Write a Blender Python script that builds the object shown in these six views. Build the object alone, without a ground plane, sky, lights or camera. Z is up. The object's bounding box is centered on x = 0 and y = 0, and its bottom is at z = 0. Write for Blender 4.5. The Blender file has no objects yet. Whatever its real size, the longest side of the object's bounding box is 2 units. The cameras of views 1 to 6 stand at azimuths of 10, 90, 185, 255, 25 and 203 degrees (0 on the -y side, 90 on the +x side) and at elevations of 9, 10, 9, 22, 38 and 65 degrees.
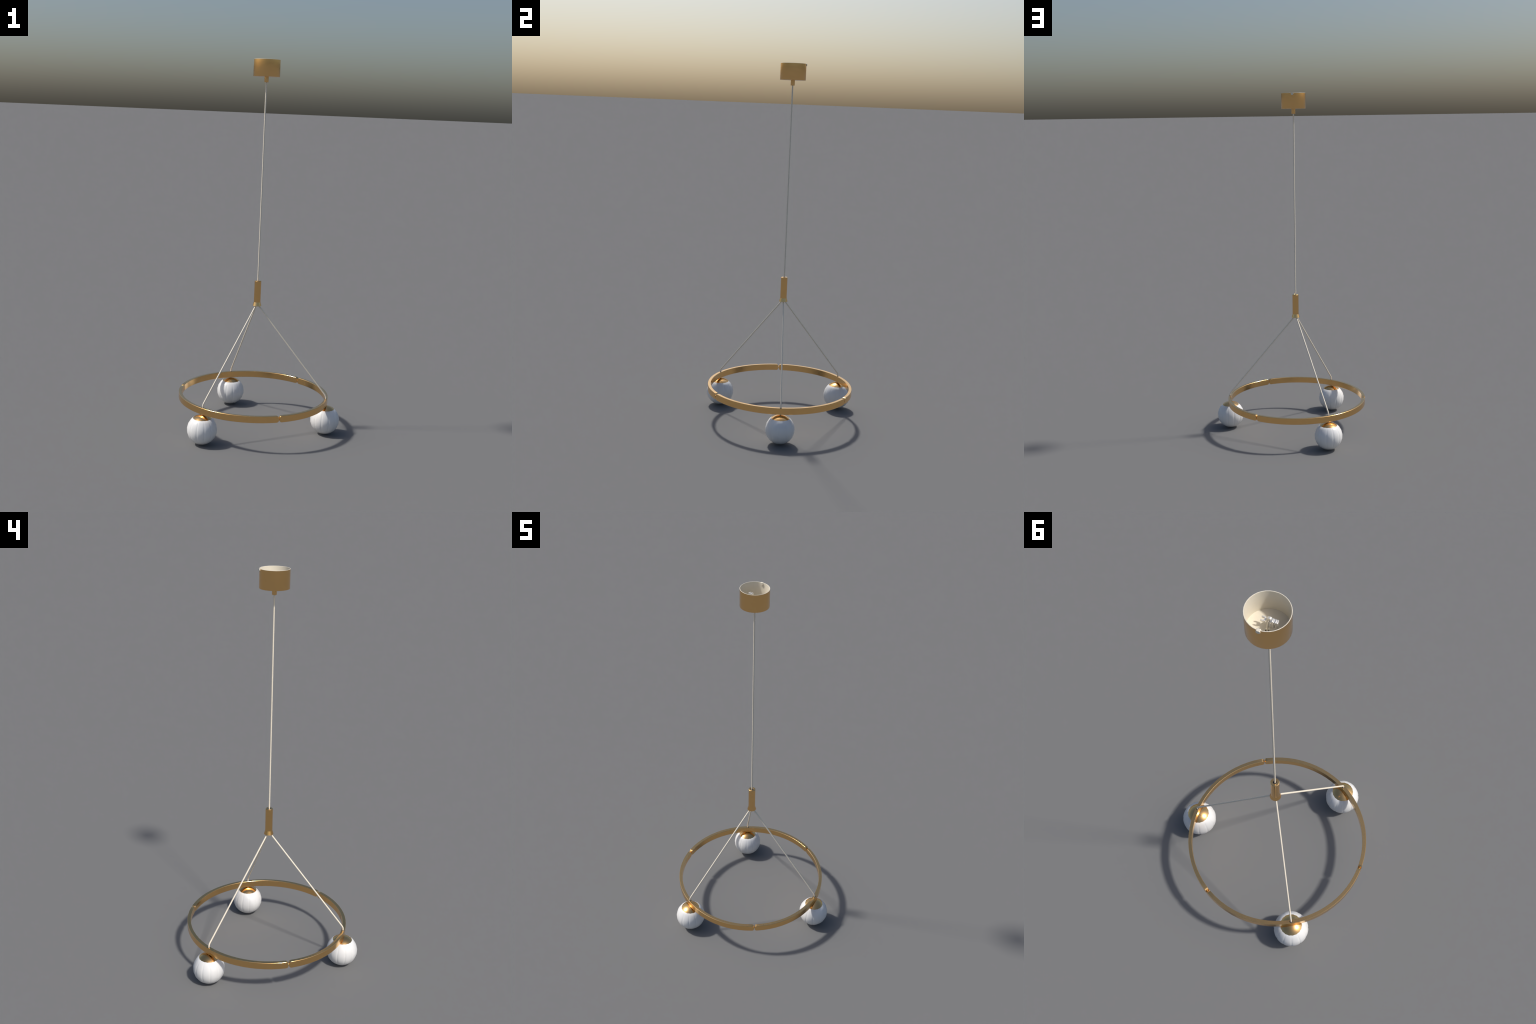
import bpy, bmesh, math
from mathutils import Vector, Matrix

# ------------------------------------------------------------------ sizes (metres)
AXIS_X = -0.0349                 # lamp axis (the globe on +x sticks out past the ring)
RING_R, RING_HALF_W = 0.4030, 0.0085
RING_BOTTOM, RING_TOP = 0.1612, 0.1964
GLOBE_R = 0.0790
CAP_POLAR = 39.0                 # polar angle of the brass cap's rim, degrees
CABLE_R = 0.0038
GLOBE_AZ = (0, 120, 240)
JOINT_AZ = (60, 180, 300)


# ------------------------------------------------------------------ materials
def new_material(name):
    m = bpy.data.materials.new(name)
    m.use_nodes = True
    nt = m.node_tree
    return m, nt, nt.nodes["Principled BSDF"]


def grain(nt, bsdf, base, spread, scale, rough, rough_spread, bump=0.0, stretch=(1, 1, 1)):
    """Fine colour and gloss variation on Object coordinates."""
    tc = nt.nodes.new("ShaderNodeTexCoord")
    mp = nt.nodes.new("ShaderNodeMapping")
    mp.inputs["Scale"].default_value = stretch
    nz = nt.nodes.new("ShaderNodeTexNoise")
    nz.inputs["Scale"].default_value = scale
    nz.inputs["Detail"].default_value = 4
    nt.links.new(tc.outputs["Object"], mp.inputs["Vector"])
    nt.links.new(mp.outputs["Vector"], nz.inputs["Vector"])
    ramp = nt.nodes.new("ShaderNodeValToRGB")
    ramp.color_ramp.elements[0].position = 0.3
    ramp.color_ramp.elements[1].position = 0.7
    ramp.color_ramp.elements[0].color = tuple(c * (1 - spread) for c in base) + (1,)
    ramp.color_ramp.elements[1].color = tuple(min(1, c * (1 + spread)) for c in base) + (1,)
    nt.links.new(nz.outputs["Fac"], ramp.inputs["Fac"])
    nt.links.new(ramp.outputs["Color"], bsdf.inputs["Base Color"])
    mr = nt.nodes.new("ShaderNodeMapRange")
    mr.inputs["To Min"].default_value = rough - rough_spread
    mr.inputs["To Max"].default_value = rough + rough_spread
    nt.links.new(nz.outputs["Fac"], mr.inputs["Value"])
    nt.links.new(mr.outputs["Result"], bsdf.inputs["Roughness"])
    if bump:
        b = nt.nodes.new("ShaderNodeBump")
        b.inputs["Strength"].default_value = bump
        b.inputs["Distance"].default_value = 0.0004
        nt.links.new(nz.outputs["Fac"], b.inputs["Height"])
        nt.links.new(b.outputs["Normal"], bsdf.inputs["Normal"])


def brass_material():
    m, nt, b = new_material("polished_brass")
    b.inputs["Metallic"].default_value = 1.0
    grain(nt, b, (0.88, 0.55, 0.225), 0.012, 60, 0.185, 0.012)
    return m


def opal_material():
    m, nt, b = new_material("opal_white_glass")
    grain(nt, b, (0.735, 0.735, 0.73), 0.006, 40, 0.35, 0.02)
    b.inputs["Coat Weight"].default_value = 0.0
    return m


def cream_material():
    m, nt, b = new_material("cream_lacquer")
    grain(nt, b, (0.72, 0.665, 0.55), 0.012, 120, 0.5, 0.03)
    return m


def cable_material():
    m, nt, b = new_material("cream_cable_sheath")
    grain(nt, b, (0.78, 0.71, 0.585), 0.015, 300, 0.5, 0.03, stretch=(1, 1, 0.2))
    return m


def black_material():
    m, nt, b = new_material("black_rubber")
    grain(nt, b, (0.012, 0.013, 0.016), 0.1, 200, 0.45, 0.04)
    return m


def steel_material():
    m, nt, b = new_material("bright_zinc_steel")
    b.inputs["Metallic"].default_value = 0.55
    grain(nt, b, (0.82, 0.80, 0.76), 0.03, 150, 0.30, 0.04)
    return m


BRASS, OPAL, CREAM = brass_material(), opal_material(), cream_material()
CABLE, BLACK, STEEL = cable_material(), black_material(), steel_material()


# ------------------------------------------------------------------ helpers
def finish(bm, name, mats, parent, loc=(0, 0, 0), smooth_deg=35, soft_mat=None):
    """Mesh object, smooth by angle; edges inside the `soft_mat` region stay soft at any angle."""
    bmesh.ops.remove_doubles(bm, verts=bm.verts, dist=1e-6)
    bmesh.ops.recalc_face_normals(bm, faces=bm.faces)
    me = bpy.data.meshes.new(name)
    bm.to_mesh(me)
    bm.free()
    for m in (mats if isinstance(mats, (list, tuple)) else [mats]):
        me.materials.append(m)
    me.polygons.foreach_set("use_smooth", [True] * len(me.polygons))
    me.set_sharp_from_angle(angle=math.radians(smooth_deg))
    if soft_mat is not None:
        of_edge = {}
        for p in me.polygons:
            for k in p.edge_keys:
                of_edge.setdefault(k, set()).add(p.material_index)
        sharp = me.attributes.get("sharp_edge") or me.attributes.new("sharp_edge", "BOOLEAN", "EDGE")
        for e in me.edges:
            kinds = of_edge[e.key]
            if len(kinds) > 1:
                sharp.data[e.index].value = True
            elif soft_mat in kinds:
                sharp.data[e.index].value = False
    return add(me, name, parent, loc)


def fade_wall_sheen(me, radius, z0, z1, tilt_deg=6):
    """Shading normals of a turned vertical wall lean down towards its lower edge (soft spun-metal edge)."""
    normals = []
    for p in me.polygons:
        wall = abs(p.normal.z) < 0.2 and all(math.hypot(*me.vertices[v].co[:2]) > radius * 0.995 for v in p.vertices)
        for v in p.vertices:
            co = me.vertices[v].co
            if wall and p.material_index == 0:
                t = math.radians(tilt_deg) * (1 - (co.z - z0) / (z1 - z0))
                d = Vector((co.x, co.y, 0)).normalized() * math.cos(t)
                normals.append((d.x, d.y, -math.sin(t)))
            else:
                normals.append((0, 0, 0))
    me.normals_split_custom_set(normals)


def add(me, name, parent, loc=(0, 0, 0), rot_z=0.0):
    ob = bpy.data.objects.new(name, me)
    bpy.context.scene.collection.objects.link(ob)
    ob.location = loc
    ob.rotation_euler = (0, 0, rot_z)
    ob.parent = parent
    return ob


def revolve(bm, profile, segs, mat=0, centre=(0, 0), phase=0.0):
    """Lathe a list of (radius, height) points about the vertical through `centre`."""
    rings = []
    for r, z in profile:
        if r < 1e-7:
            rings.append([bm.verts.new((centre[0], centre[1], z))])
        else:
            rings.append([bm.verts.new((centre[0] + r * math.cos(phase + 2 * math.pi * i / segs),
                                        centre[1] + r * math.sin(phase + 2 * math.pi * i / segs), z))
                          for i in range(segs)])
    for a, b in zip(rings, rings[1:]):
        for i in range(segs):
            j = (i + 1) % segs
            vs = [a[i % len(a)], a[j % len(a)], b[j % len(b)], b[i % len(b)]]
            vs = [v for k, v in enumerate(vs) if v not in vs[:k]]
            if len(vs) > 2:
                f = bm.faces.new(vs)
                f.material_index = mat


def tube(bm, path, r, segs=12, mat=0):
    """Sweep a circle along a polyline, ends closed."""
    pts = [Vector(p) for p in path]
    n = None
    rings = []
    for k, p in enumerate(pts):
        t = (pts[min(k + 1, len(pts) - 1)] - pts[max(k - 1, 0)]).normalized()
        if n is None:
            n = t.orthogonal().normalized()
        n = (n - t * n.dot(t)).normalized()
        b = t.cross(n)
        rings.append([bm.verts.new(p + r * (math.cos(2 * math.pi * i / segs) * n +
                                            math.sin(2 * math.pi * i / segs) * b)) for i in range(segs)])
    for a, c in zip(rings, rings[1:]):
        for i in range(segs):
            j = (i + 1) % segs
            bm.faces.new((a[i], a[j], c[j], c[i])).material_index = mat
    bm.faces.new(rings[0]).material_index = mat
    bm.faces.new(rings[-1]).material_index = mat


def box(bm, size, centre, bevel=0.0, rot=None, mat=0):
    r = bmesh.ops.create_cube(bm, size=1.0)
    vs = r["verts"]
    for v in vs:
        v.co = Vector((v.co.x * size[0], v.co.y * size[1], v.co.z * size[2]))
    if bevel:
        es = {e for v in vs for e in v.link_edges}
        r = bmesh.ops.bevel(bm, geom=list(es), offset=bevel, segments=2, affect='EDGES', profile=0.5)
        vs = [v for v in {v for f in r["faces"] for v in f.verts} | {v for v in vs if v.is_valid}]
    m = Matrix.Translation(centre) @ (rot if rot else Matrix())
    for v in vs:
        v.co = m @ v.co
        for f in v.link_faces:
            f.material_index = mat


def polar(r, deg, z, about=(0.0, 0.0)):
    a = math.radians(deg)
    return Vector((about[0] + r * math.cos(a), about[1] + r * math.sin(a), z))


def cut(ob, cutters):
    """Boolean holes, applied."""
    for c in cutters:
        md = ob.modifiers.new("hole", "BOOLEAN")
        md.object = c
        md.operation = 'DIFFERENCE'
        md.solver = 'EXACT'
    dg = bpy.context.evaluated_depsgraph_get()
    dg.update()
    me = bpy.data.meshes.new_from_object(ob.evaluated_get(dg))
    ob.modifiers.clear()
    ob.data = me
    for c in cutters:
        bpy.data.objects.remove(c)


# ------------------------------------------------------------------ root
lamp = bpy.data.objects.new("pendant_lamp", None)
bpy.context.scene.collection.objects.link(lamp)
lamp.location = (AXIS_X, 0, 0)
lamp["label"] = "brass ring pendant lamp with three white globes hanging on cables"
lamp["category"] = "pendant lamp"

# ------------------------------------------------------------------ canopy (open ceiling cup)
CUP_R, CUP_TOP, CUP_BOTTOM, WALL, CUP_SIDES = 0.0701, 2.0, 1.9112, 0.0024, 34
bm = bmesh.new()
# the pressed brass shell turns softly from floor into wall
revolve(bm, [(0, CUP_BOTTOM), (0.045, CUP_BOTTOM), (CUP_R - 0.0010, CUP_BOTTOM), (CUP_R, CUP_BOTTOM + 0.0009),
             (CUP_R, CUP_TOP - 0.0006)], CUP_SIDES, 0)
FLOOR = CUP_BOTTOM + 0.0038
revolve(bm, [(CUP_R, CUP_TOP - 0.0006), (CUP_R - 0.0005, CUP_TOP), (CUP_R - WALL + 0.0005, CUP_TOP),
             (CUP_R - WALL, CUP_TOP - 0.0006), (CUP_R - WALL, FLOOR), (0.0, FLOOR)], CUP_SIDES, 1)
canopy = finish(bm, "canopy", [BRASS, CREAM], lamp, soft_mat=0)
fade_wall_sheen(canopy.data, CUP_R, CUP_BOTTOM, CUP_TOP)

# retaining screw lying radially in the rim, its top flush with the rim
bm = bmesh.new()
R_S, Z_S, n = 0.0072, 1.9946, 28
loop = [(R_S * math.cos(t), min(R_S * math.sin(t), CUP_TOP - 0.0002 - Z_S))
        for t in [2 * math.pi * i / n for i in range(n)]]
stations = [(0.0630, 0.92), (0.0635, 1.0), (0.0725, 1.0), (0.0732, 0.95)]
rows = [[bm.verts.new((x * s, y, Z_S + (z * s if z < 0 else z))) for x, z in loop] for y, s in stations]
for a, b in zip(rows, rows[1:]):
    for i in range(n):
        bm.faces.new((a[i], a[(i + 1) % n], b[(i + 1) % n], b[i]))
bm.faces.new(rows[0]); bm.faces.new(rows[-1])
finish(bm, "retaining_screw", CREAM, canopy, loc=(0.0015, 0, 0))

# stem nipple under the canopy, with a tiny grub screw
bm = bmesh.new()
revolve(bm, [(0, 1.9130), (0.0112, 1.9130), (0.0112, 1.8828), (0.0108, 1.8824), (0.0058, 1.8824),
             (0.0058, 1.8850), (0, 1.8850)], 32)
stem = finish(bm, "stem_nipple", BRASS, canopy)
fade_wall_sheen(stem.data, 0.0112, 1.8822, 1.9150)
bm = bmesh.new()
revolve(bm, [(0, -0.001), (0.0022, -0.001), (0.0022, 0.0002), (0.0012, 0.0002), (0.0012, -0.0006), (0, -0.0006)], 16)
gs = finish(bm, "grub_screw", BLACK, canopy, loc=(-0.0112, -0.0008, 1.9015))
gs.rotation_euler = (0, -math.pi / 2, 0)

# cable clamp standing on the cup's floor (lies along x)
bm = bmesh.new()
# upright yoke: arch-topped plate with a slot for the cable
W, T, H, SLOT = 0.0090, 0.0040, 0.0420, 0.0043
outer = [(-W, 0), (W, 0)] + [(W * math.cos(t), H - W + W * math.sin(t)) for t in
                             [math.pi * k / 12 for k in range(13)]]
inner = [(-SLOT, 0.004), (SLOT, 0.004)] + [(SLOT * math.cos(t), H - W - 0.009 + SLOT * math.sin(t)) for t in
                                           [math.pi * k / 12 for k in range(13)]]
layers = []
for y in (-T, T):
    layers.append(([bm.verts.new((x, y, FLOOR + z)) for x, z in outer],
                   [bm.verts.new((x, y, FLOOR + z)) for x, z in inner]))
m_ = len(outer)
for i in range(m_):
    j = (i + 1) % m_
    (o0, i0), (o1, i1) = layers
    bm.faces.new((o0[i], o0[j], i0[j], i0[i]))
    bm.faces.new((o1[j], o1[i], i1[i], i1[j]))
    bm.faces.new((o0[j], o0[i], o1[i], o1[j]))
    bm.faces.new((i0[i], i0[j], i1[j], i1[i]))
clamp = finish(bm, "cable_clamp", STEEL, canopy, loc=(-0.0012, -0.008, 0), smooth_deg=40)

# ribbed terminal block on the -x side
bm = bmesh.new()
Y_B, Z_B = 0.013, FLOOR + 0.048
box(bm, (0.022, 0.013, 0.011), (-0.0215, Y_B, Z_B), 0.0008)
for k in range(4):
    box(bm, (0.0024, 0.0146, 0.0126), (-0.0130 - 0.0056 * k, Y_B, Z_B), 0.0006)
for k in range(2):
    revolve(bm, [(0, Z_B), (0.0050, Z_B), (0.0050, Z_B - 0.024), (0.0042, Z_B - 0.026), (0, Z_B - 0.026)], 20,
            centre=(-0.0165 - 0.0105 * k, Y_B + 0.001))
    box(bm, (0.0030, 0.0120, 0.0030), (-0.0145 - 0.0105 * k, Y_B, Z_B + 0.0066), 0.0008)
box(bm, (0.012, 0.0150, 0.008), (-0.0105, 0.006, FLOOR + 0.0345), 0.0010)
finish(bm, "terminal_block", STEEL, clamp)
# forked screw on the +x side
bm = bmesh.new()
Z_F = FLOOR + 0.027
tube(bm, [(0.006, 0.001, Z_F), (0.0135, 0.001, Z_F)], 0.0048, 16)
box(bm, (0.0130, 0.0040, 0.0070), (0.0200, -0.0050, Z_F + 0.001), 0.0010)
box(bm, (0.0130, 0.0040, 0.0070), (0.0200, 0.0070, Z_F - 0.001), 0.0010)
box(bm, (0.0050, 0.0150, 0.0070), (0.0140, 0.001, Z_F), 0.0010)
finish(bm, "fork_screw", STEEL, clamp)

# end of the cable looping through the clamp, and a black disc drawn for its hole's darkness
bm = bmesh.new()
path = [(0.0005, 0.0175, FLOOR - 0.002), (0.0005, 0.0170, FLOOR + 0.014), (0.0005, 0.0120, FLOOR + 0.023)]
path += [(0.0005, 0.0090 * math.cos(t), FLOOR + 0.024 + 0.0065 * math.sin(t)) for t in
         [math.pi * k / 10 for k in range(1, 11)]]
path += [(0, -0.0090, FLOOR + 0.012)]
tube(bm, path, 0.0032, 12)
finish(bm, "cable_end", CABLE, clamp)
bm = bmesh.new()
revolve(bm, [(0, FLOOR + 0.0008), (0.0056, FLOOR + 0.0008), (0.0060, FLOOR - 0.0005)], 20, centre=(0.000, 0.0105))
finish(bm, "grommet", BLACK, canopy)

# ------------------------------------------------------------------ suspension cable
bm = bmesh.new()
tube(bm, [(0, 0, 0.81 + (1.89 - 0.81) * k / 24) for k in range(25)], CABLE_R, 16)
finish(bm, "suspension_cable", CABLE, lamp)

# ------------------------------------------------------------------ hub
HUB_TOP, HUB_BOTTOM, HUB_R, FLARE_R = 0.8240, 0.6845, 0.0183, 0.0237
bm = bmesh.new()
revolve(bm, [(0, HUB_BOTTOM + 0.0005), (FLARE_R - 0.002, HUB_BOTTOM), (FLARE_R, HUB_BOTTOM + 0.001),
             (HUB_R, HUB_BOTTOM + 0.0208), (HUB_R, HUB_TOP - 0.0022),
             (HUB_R - 0.0026, HUB_TOP), (0.0088, HUB_TOP), (0.0082, HUB_TOP - 0.0006),
             (0.0082, HUB_TOP - 0.006), (0, HUB_TOP - 0.006)], 40)
hub = finish(bm, "hub", BRASS, lamp, smooth_deg=14)
bm = bmesh.new()
revolve(bm, [(0, HUB_TOP - 0.0058), (0.0080, HUB_TOP - 0.0058), (0.0080, HUB_TOP - 0.0022), (0, HUB_TOP - 0.0022)], 24)
finish(bm, "grommet", BLACK, hub)  # solid black fill inside the hub's top recess

# ------------------------------------------------------------------ ring segments
def ring_section(half_h):
    """Chamfered rectangle (radial offset, vertical offset)."""
    c = 0.0012
    w = RING_HALF_W
    return [(w, -half_h + c), (w, half_h - c), (w - 0.4 * c, half_h - 0.4 * c), (w - c, half_h),
            (-w + c, half_h), (-w + 0.4 * c, half_h - 0.4 * c), (-w, half_h - c),
            (-w, -half_h + c), (-w + 0.4 * c, -half_h + 0.4 * c), (-w + c, -half_h),
            (w - c, -half_h), (w - 0.4 * c, -half_h + 0.4 * c)]


GAP = 0.0036                       # clear gap between two ring segments
END_R = 0.0125                     # rounding of the segment ends
Z_MID, HALF_H = (RING_TOP + RING_BOTTOM) / 2, (RING_TOP - RING_BOTTOM) / 2
span = math.radians(120) * RING_R - GAP          # arc length of one segment
stations = [END_R * (1 - math.cos(math.pi / 2 * k / 7)) for k in range(8)]
inner_n = 24
stations = stations + [END_R + (span - 2 * END_R) * k / inner_n for k in range(1, inner_n)] + \
    [span - s for s in reversed(stations)]
bm = bmesh.new()
rows = []
for s in stations:
    e = min(s, span - s)
    h = HALF_H if e >= END_R else HALF_H - END_R + math.sqrt(max(0, END_R ** 2 - (END_R - e) ** 2))
    a = (s - span / 2) / RING_R
    rows.append([bm.verts.new(((RING_R + dr) * math.cos(a), (RING_R + dr) * math.sin(a), Z_MID + dz))
                 for dr, dz in ring_section(h)])
for a, b in zip(rows, rows[1:]):
    for i in range(len(a)):
        j = (i + 1) % len(a)
        bm.faces.new((a[i], a[j], b[j], b[i]))
bm.faces.new(rows[0]); bm.faces.new(rows[-1])
segment = finish(bm, "ring_segment", BRASS, lamp, smooth_deg=25)
bm = bmesh.new()
revolve(bm, [(0, RING_TOP - 0.008), (0.0060, RING_TOP - 0.008), (0.0060, RING_TOP - 0.0004),
             (0.0068, RING_TOP + 0.0006), (0.0068, RING_TOP + 0.002), (0, RING_TOP + 0.002)], 24, centre=(RING_R, 0))
cutter = finish(bm, "cutter", BRASS, lamp)
cut(segment, [cutter])
segment.data.set_sharp_from_angle(angle=math.radians(25))
segments = [segment] + [add(segment.data, "ring_segment", lamp, rot_z=math.radians(a)) for a in GLOBE_AZ[1:]]

bm = bmesh.new()
revolve(bm, [(0, RING_TOP - 0.0078), (0.0058, RING_TOP - 0.0078), (0.0058, RING_TOP + 0.0003), (0, RING_TOP + 0.0003)],
        20, centre=(RING_R, 0))
hole_dark_disc = finish(bm, "grommet", BLACK, segments[0])  # near-flush black disc filling the ring's cable hole, a dark rim around the cable
for sgm in segments[1:]:
    add(hole_dark_disc.data, "grommet", sgm)

# brass pins that join the segments
bm = bmesh.new()
tube(bm, [(RING_R, -0.004, Z_MID), (RING_R, 0.004, Z_MID)], 0.0046, 16)
pin = finish(bm, "joint_pin", BRASS, lamp)
pin.rotation_euler = (0, 0, math.radians(JOINT_AZ[0]))
for a in JOINT_AZ[1:]:
    add(pin.data, "joint_pin", lamp, rot_z=math.radians(a))

# ------------------------------------------------------------------ branch cables, hub to ring
def rounded(points, radius, n=8):
    """Polyline with the inner corners rounded."""
    pts = [Vector(p) for p in points]
    out = [pts[0]]
    for a, b, c in zip(pts, pts[1:], pts[2:]):
        d0, d1 = (a - b).normalized(), (c - b).normalized()
        p0, p1 = b + d0 * radius, b + d1 * radius
        out += [(1 - t) ** 2 * p0 + 2 * t * (1 - t) * b + t * t * p1 for t in [k / n for k in range(n + 1)]]
    return out + [pts[-1]]


bm = bmesh.new()
tube(bm, rounded([(RING_R, 0, RING_TOP - 0.004), (RING_R, 0, 0.2115), (0.0100, 0, HUB_BOTTOM + 0.0006)], 0.011, 8),
     CABLE_R, 14)
branch = finish(bm, "branch_cable", CABLE, lamp)
for a in GLOBE_AZ[1:]:
    add(branch.data, "branch_cable", lamp, rot_z=math.radians(a))

# ------------------------------------------------------------------ globes
LOBES, PER_LOBE, PHASE = 12, 10, math.radians(23)   # twelve shallow gores, creases between them
polars = [CAP_POLAR - 4, CAP_POLAR, 50, 67, 84, 101, 118, 134, 152]


def globe_radius(pol, az):
    """Sphere pressed into twelve pillowed gores; creases fade towards cap and foot."""
    u = ((az - PHASE) / (2 * math.pi / LOBES)) % 1.0
    d = abs(2 * u - 1)                              # 0 mid-gore, 1 at the crease
    fade = max(0.0, math.sin(math.pi * min(1, max(0, (pol - CAP_POLAR - 4) / (148 - CAP_POLAR))))) ** 0.8
    return GLOBE_R * (1.002 - fade * (0.005 * d ** 2 + 0.0165 * d ** 7))


bm = bmesh.new()
segs = LOBES * PER_LOBE
top = [bm.verts.new((0, 0, GLOBE_R + GLOBE_R * math.cos(math.radians(polars[0]))))]
rings = []
for k, pd in enumerate(polars):
    p = math.radians(pd)
    ring = []
    for i in range(segs):
        # stations crowd towards the crease
        lobe, q = divmod(i, PER_LOBE)
        x = 2 * q / PER_LOBE - 1
        x = math.copysign(abs(x) ** 0.6, x)
        az = PHASE + (lobe + (x + 1) / 2) * 2 * math.pi / LOBES
        r = globe_radius(pd, az) * (0.975 if k == 0 else 1.0)
        ring.append(bm.verts.new((r * math.sin(p) * math.cos(az), r * math.sin(p) * math.sin(az),
                                  GLOBE_R + r * math.cos(p))))
    rings.append(ring)
foot = [bm.verts.new((0, 0, 0))]
seq = [top] + rings + [foot]
for a, b in zip(seq, seq[1:]):
    for i in range(segs):
        j = (i + 1) % segs
        vs = [a[i % len(a)], a[j % len(a)], b[j % len(b)], b[i % len(b)]]
        vs = [v for k, v in enumerate(vs) if v not in vs[:k]]
        bm.faces.new(vs)
globe_ob = finish(bm, "globe_shade", OPAL, lamp, smooth_deg=40)
globe_mesh = globe_ob.data

# brass cap: a dome continuing the sphere, its rim a coarse polygon tucked under
bm = bmesh.new()
prof = [(GLOBE_R * 1.001 * math.sin(math.radians(a)), GLOBE_R + GLOBE_R * 1.001 * math.cos(math.radians(a)))
        for a in (0, 5, 10, 15, 20, 25, 30, 35, CAP_POLAR)]
e = math.radians(CAP_POLAR)
prof += [(GLOBE_R * 0.982 * math.sin(e), GLOBE_R + GLOBE_R * 0.982 * math.cos(e))]
revolve(bm, prof, 18)
cap = finish(bm, "brass_cap", BRASS, globe_ob, smooth_deg=40)

# steel nut between cap and ring
bm = bmesh.new()
revolve(bm, [(0, 2 * GLOBE_R - 0.002), (0.0042, 2 * GLOBE_R - 0.002), (0.0042, RING_BOTTOM + 0.001),
             (0, RING_BOTTOM + 0.001)], 18)
nut = finish(bm, "mounting_nut", STEEL, globe_ob)

for k, a in enumerate(GLOBE_AZ):
    p = polar(RING_R, a, 0)
    if k == 0:
        g = globe_ob
        g.location = p
    else:
        g = add(globe_mesh, "globe_shade", lamp, loc=p)
        add(cap.data, "brass_cap", g)
        add(nut.data, "mounting_nut", g)
